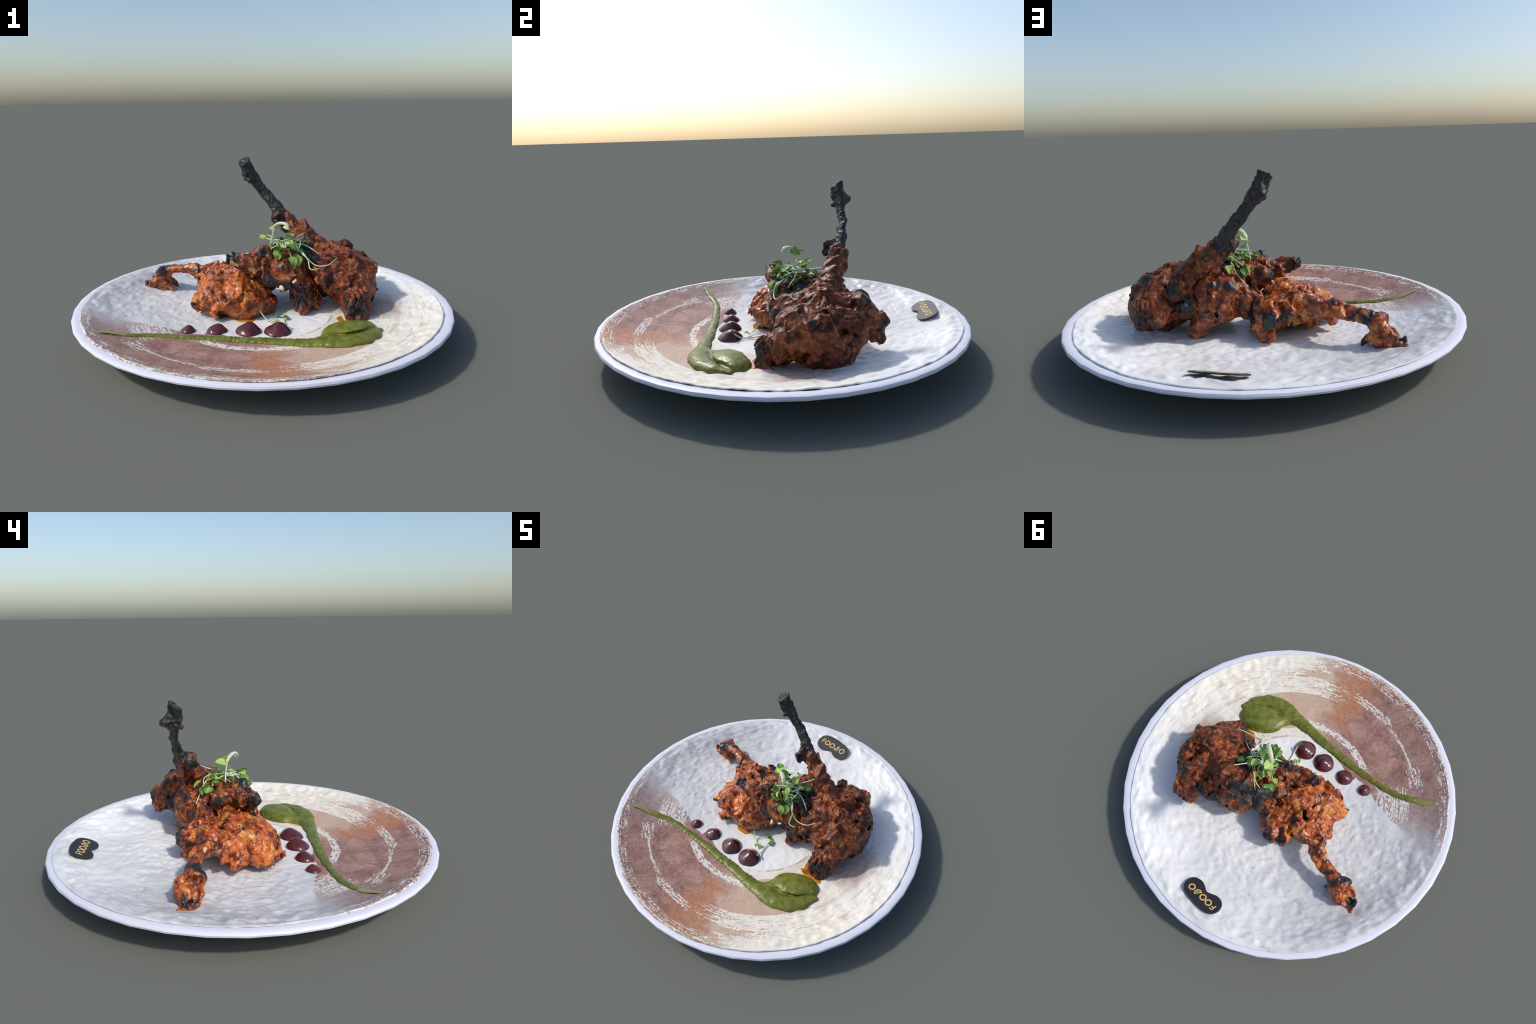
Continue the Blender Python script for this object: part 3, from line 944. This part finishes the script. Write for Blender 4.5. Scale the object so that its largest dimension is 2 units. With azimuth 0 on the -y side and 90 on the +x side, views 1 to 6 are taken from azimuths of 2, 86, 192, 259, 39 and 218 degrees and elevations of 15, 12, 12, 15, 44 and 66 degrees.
def build_greens():
    sm = Mat("pale_stem")
    stem_mat = sm.finish(sm.mix(sm.noise(14, 2).step(.4, .65), (.66, .70, .56), (.42, .56, .26)), .35)
    green = leaf_material("fresh_leaf", (.15, .32, .05), (.46, .62, .15), (.40, .55, .25))
    deep = leaf_material("deep_leaf", (.050, .125, .022), (.12, .27, .045), (.25, .40, .16))
    white = leaf_material("pale_leaf", (.50, .58, .32), (.68, .72, .52), (.75, .78, .62))
    meshes = [leaf_mesh(green, .10), leaf_mesh(deep, .22), leaf_mesh(green, .26), leaf_mesh(white, .05)]

    def leaf(parent, at, to, size, kind, roll=0.0):
        ob = bpy.data.objects.new("leaf", meshes[kind])
        SC.collection.objects.link(ob)
        ob.parent = parent
        ob.matrix_parent_inverse.translation = -parent.location
        d = Vector(to)
        ob.rotation_mode = "QUATERNION"
        q = d.to_track_quat("X", "Z")
        from mathutils import Quaternion
        ob.rotation_quaternion = q @ Quaternion((1, 0, 0), roll)
        ob.location = at
        ob.scale = (size, size * random.uniform(.85, 1.15), size * random.uniform(.8, 1.2))

    def stem(parent, pts, r=.0036):
        V, F = tube(pts, [r * .85, r * .75, r * .5], 8, 6)
        add("stem", new_mesh("stem", V, F, stem_mat), parent)

    g = thing("microgreens", (.13, .07, .36), "tuft of fresh green microgreens with white stems", "garnish")
    # the sprig that stands up with a bent pale leaf
    stem(g, [(.045, .085, .43), (.056, .080, .475), (.066, .072, .515), (.078, .060, .543)], .0048)
    V, F = tube([(.064, .078, .505), (.072, .068, .540), (.100, .044, .562), (.132, .016, .563), (.144, -.002, .545)], [.005, .012, .015, .014, .006], 10, 6, flat=.6)
    add("pale_leaf", new_mesh("pale_leaf", V, F, white), g)
    leaf(g, (.125, .026, .560), (.02, -.03, -.02), .040, 3, .8)
    leaf(g, (.072, .070, .525), (-.005, .050, .018), .062, 0, -.5)
    leaf(g, (.090, .045, .548), (.02, .050, -.012), .060, 2, .6)
    # long white stems
    stem(g, [(.19, .02, .425), (.235, -.042, .398), (.285, -.060, .358), (.348, -.055, .356), (.400, -.030, .388)], .0045)
    stem(g, [(.21, .00, .425), (.245, -.05, .385), (.256, -.098, .348), (.302, -.105, .352)], .0045)
    stem(g, [(.10, .08, .455), (.165, .11, .458), (.247, .203, .478)], .0050)
    stem(g, [(.12, .17, .43), (.098, .197, .402), (.060, .222, .362), (.018, .245, .330)], .0048)
    stem(g, [(.17, .06, .45), (.235, .055, .438), (.285, .025, .415), (.308, .008, .398)], .0034)
    stem(g, [(.09, .02, .45), (.05, .0, .43), (.035, -.005, .395)], .0040)
    stem(g, [(.10, .06, .465), (.04, .11, .46), (.005, .145, .462)], .0040)
    stem(g, [(.11, .0, .46), (.15, -.03, .42), (.165, -.055, .37)], .0044)
    stem(g, [(.14, .15, .455), (.09, .19, .445), (.05, .20, .42)], .0042)
    stem(g, [(.22, .10, .45), (.15, .06, .47), (.07, .02, .462)], .0040)
    stem(g, [(.19, -.02, .42), (.21, .05, .455), (.18, .13, .462)], .0040)
    fixed = [((.205, .07, .425), (.03, .02, -.005), .058, 1), ((.150, -.030, .395), (.03, -.03, -.04), .072, 0), ((.185, -.030, .405), (.01, -.04, -.04), .064, 2),
             ((.092, -.020, .43), (-.012, -.012, -.06), .060, 0), ((.012, .150, .462), (-.04, .04, .02), .056, 2), ((.055, .165, .415), (-.03, .02, -.02), .056, 0),
             ((.02, .12, .462), (-.035, .02, .015), .046, 0), ((.165, .0, .445), (.03, -.035, -.01), .054, 1), ((.06, .09, .465), (-.02, .03, .02), .056, 2),
             ((.10, .005, .47), (.0, -.03, .015), .054, 0), ((.16, -.05, .40), (.02, -.025, -.03), .052, 2), ((.225, .115, .44), (.02, .03, .012), .050, 1),
             ((.03, .005, .43), (-.04, -.01, .0), .044, 0), ((.115, .205, .425), (-.01, .045, -.02), .055, 0), ((.06, .20, .41), (-.03, .015, -.03), .050, 2),
             ((.24, -.045, .385), (.02, -.01, -.02), .036, 2), ((.13, .05, .485), (.03, -.01, .01), .050, 0), ((.15, .09, .475), (.01, .04, .02), .054, 2)]
    for at, to, size, kind in fixed:
        leaf(g, at, to, size * .95, kind, random.uniform(-.7, .7))
    for i in range(46):
        a, q = random.uniform(0, 6.28), random.random() ** .5
        at = (.13 + .075 * q * math.cos(a), .07 + .10 * q * math.sin(a), .442 + .036 * random.uniform(-1, 1) - .02 * q)
        d = (math.cos(a + random.uniform(-.8, .8)), math.sin(a + random.uniform(-.8, .8)), random.uniform(-.5, .6))
        leaf(g, at, d, random.uniform(.028, .046), random.choice((0, 1, 2, 0)), random.uniform(-1, 1))
    for i in range(16):
        a = random.uniform(0, 6.28)
        p = np.array((.13, .07, .45)) + np.array((.05 * math.cos(a), .06 * math.sin(a), .005))
        e = np.array((.13, .07, .425)) + np.array((.085 * math.cos(a + .7), .085 * math.sin(a + .7), random.uniform(-.02, .05)))
        stem(g, [tuple(np.array((.13, .07, .445))), tuple(p), tuple(e)], .0034)

    s = thing("fallen_sprig", (.08, -.15, .08), "small fallen microgreen sprig with tiny leaves", "garnish")
    stem(s, [(-.030, -.096, .160), (-.010, -.112, .125), (.012, -.138, .102), (.032, -.158, .088), (.066, -.178, .086)], .0042)
    stem(s, [(.030, -.150, .088), (.055, -.115, .084), (.085, -.092, .086)], .0028)
    stem(s, [(.130, -.262, .112), (.125, -.225, .088), (.118, -.170, .083), (.118, -.125, .088)], .0050)
    for at, to, size, kind in [((.062, -.180, .090), (.01, -.02, .012), .030, 0), ((.068, -.176, .090), (.03, -.005, .010), .030, 0), ((.078, -.098, .088), (-.005, .03, .01), .030, 1),
                               ((.085, -.094, .088), (.03, .0, .012), .030, 1), ((.115, -.122, .088), (.03, -.01, .012), .030, 1), ((.118, -.118, .088), (.03, .02, .008), .030, 0)]:
        leaf(s, at, to, size, kind, random.uniform(-.3, .3))

build_plate()
build_standing_leg()
build_lying_leg()
build_middle_piece()
build_green_sauce()
build_dots()
build_oil()
build_tag()
build_greens()
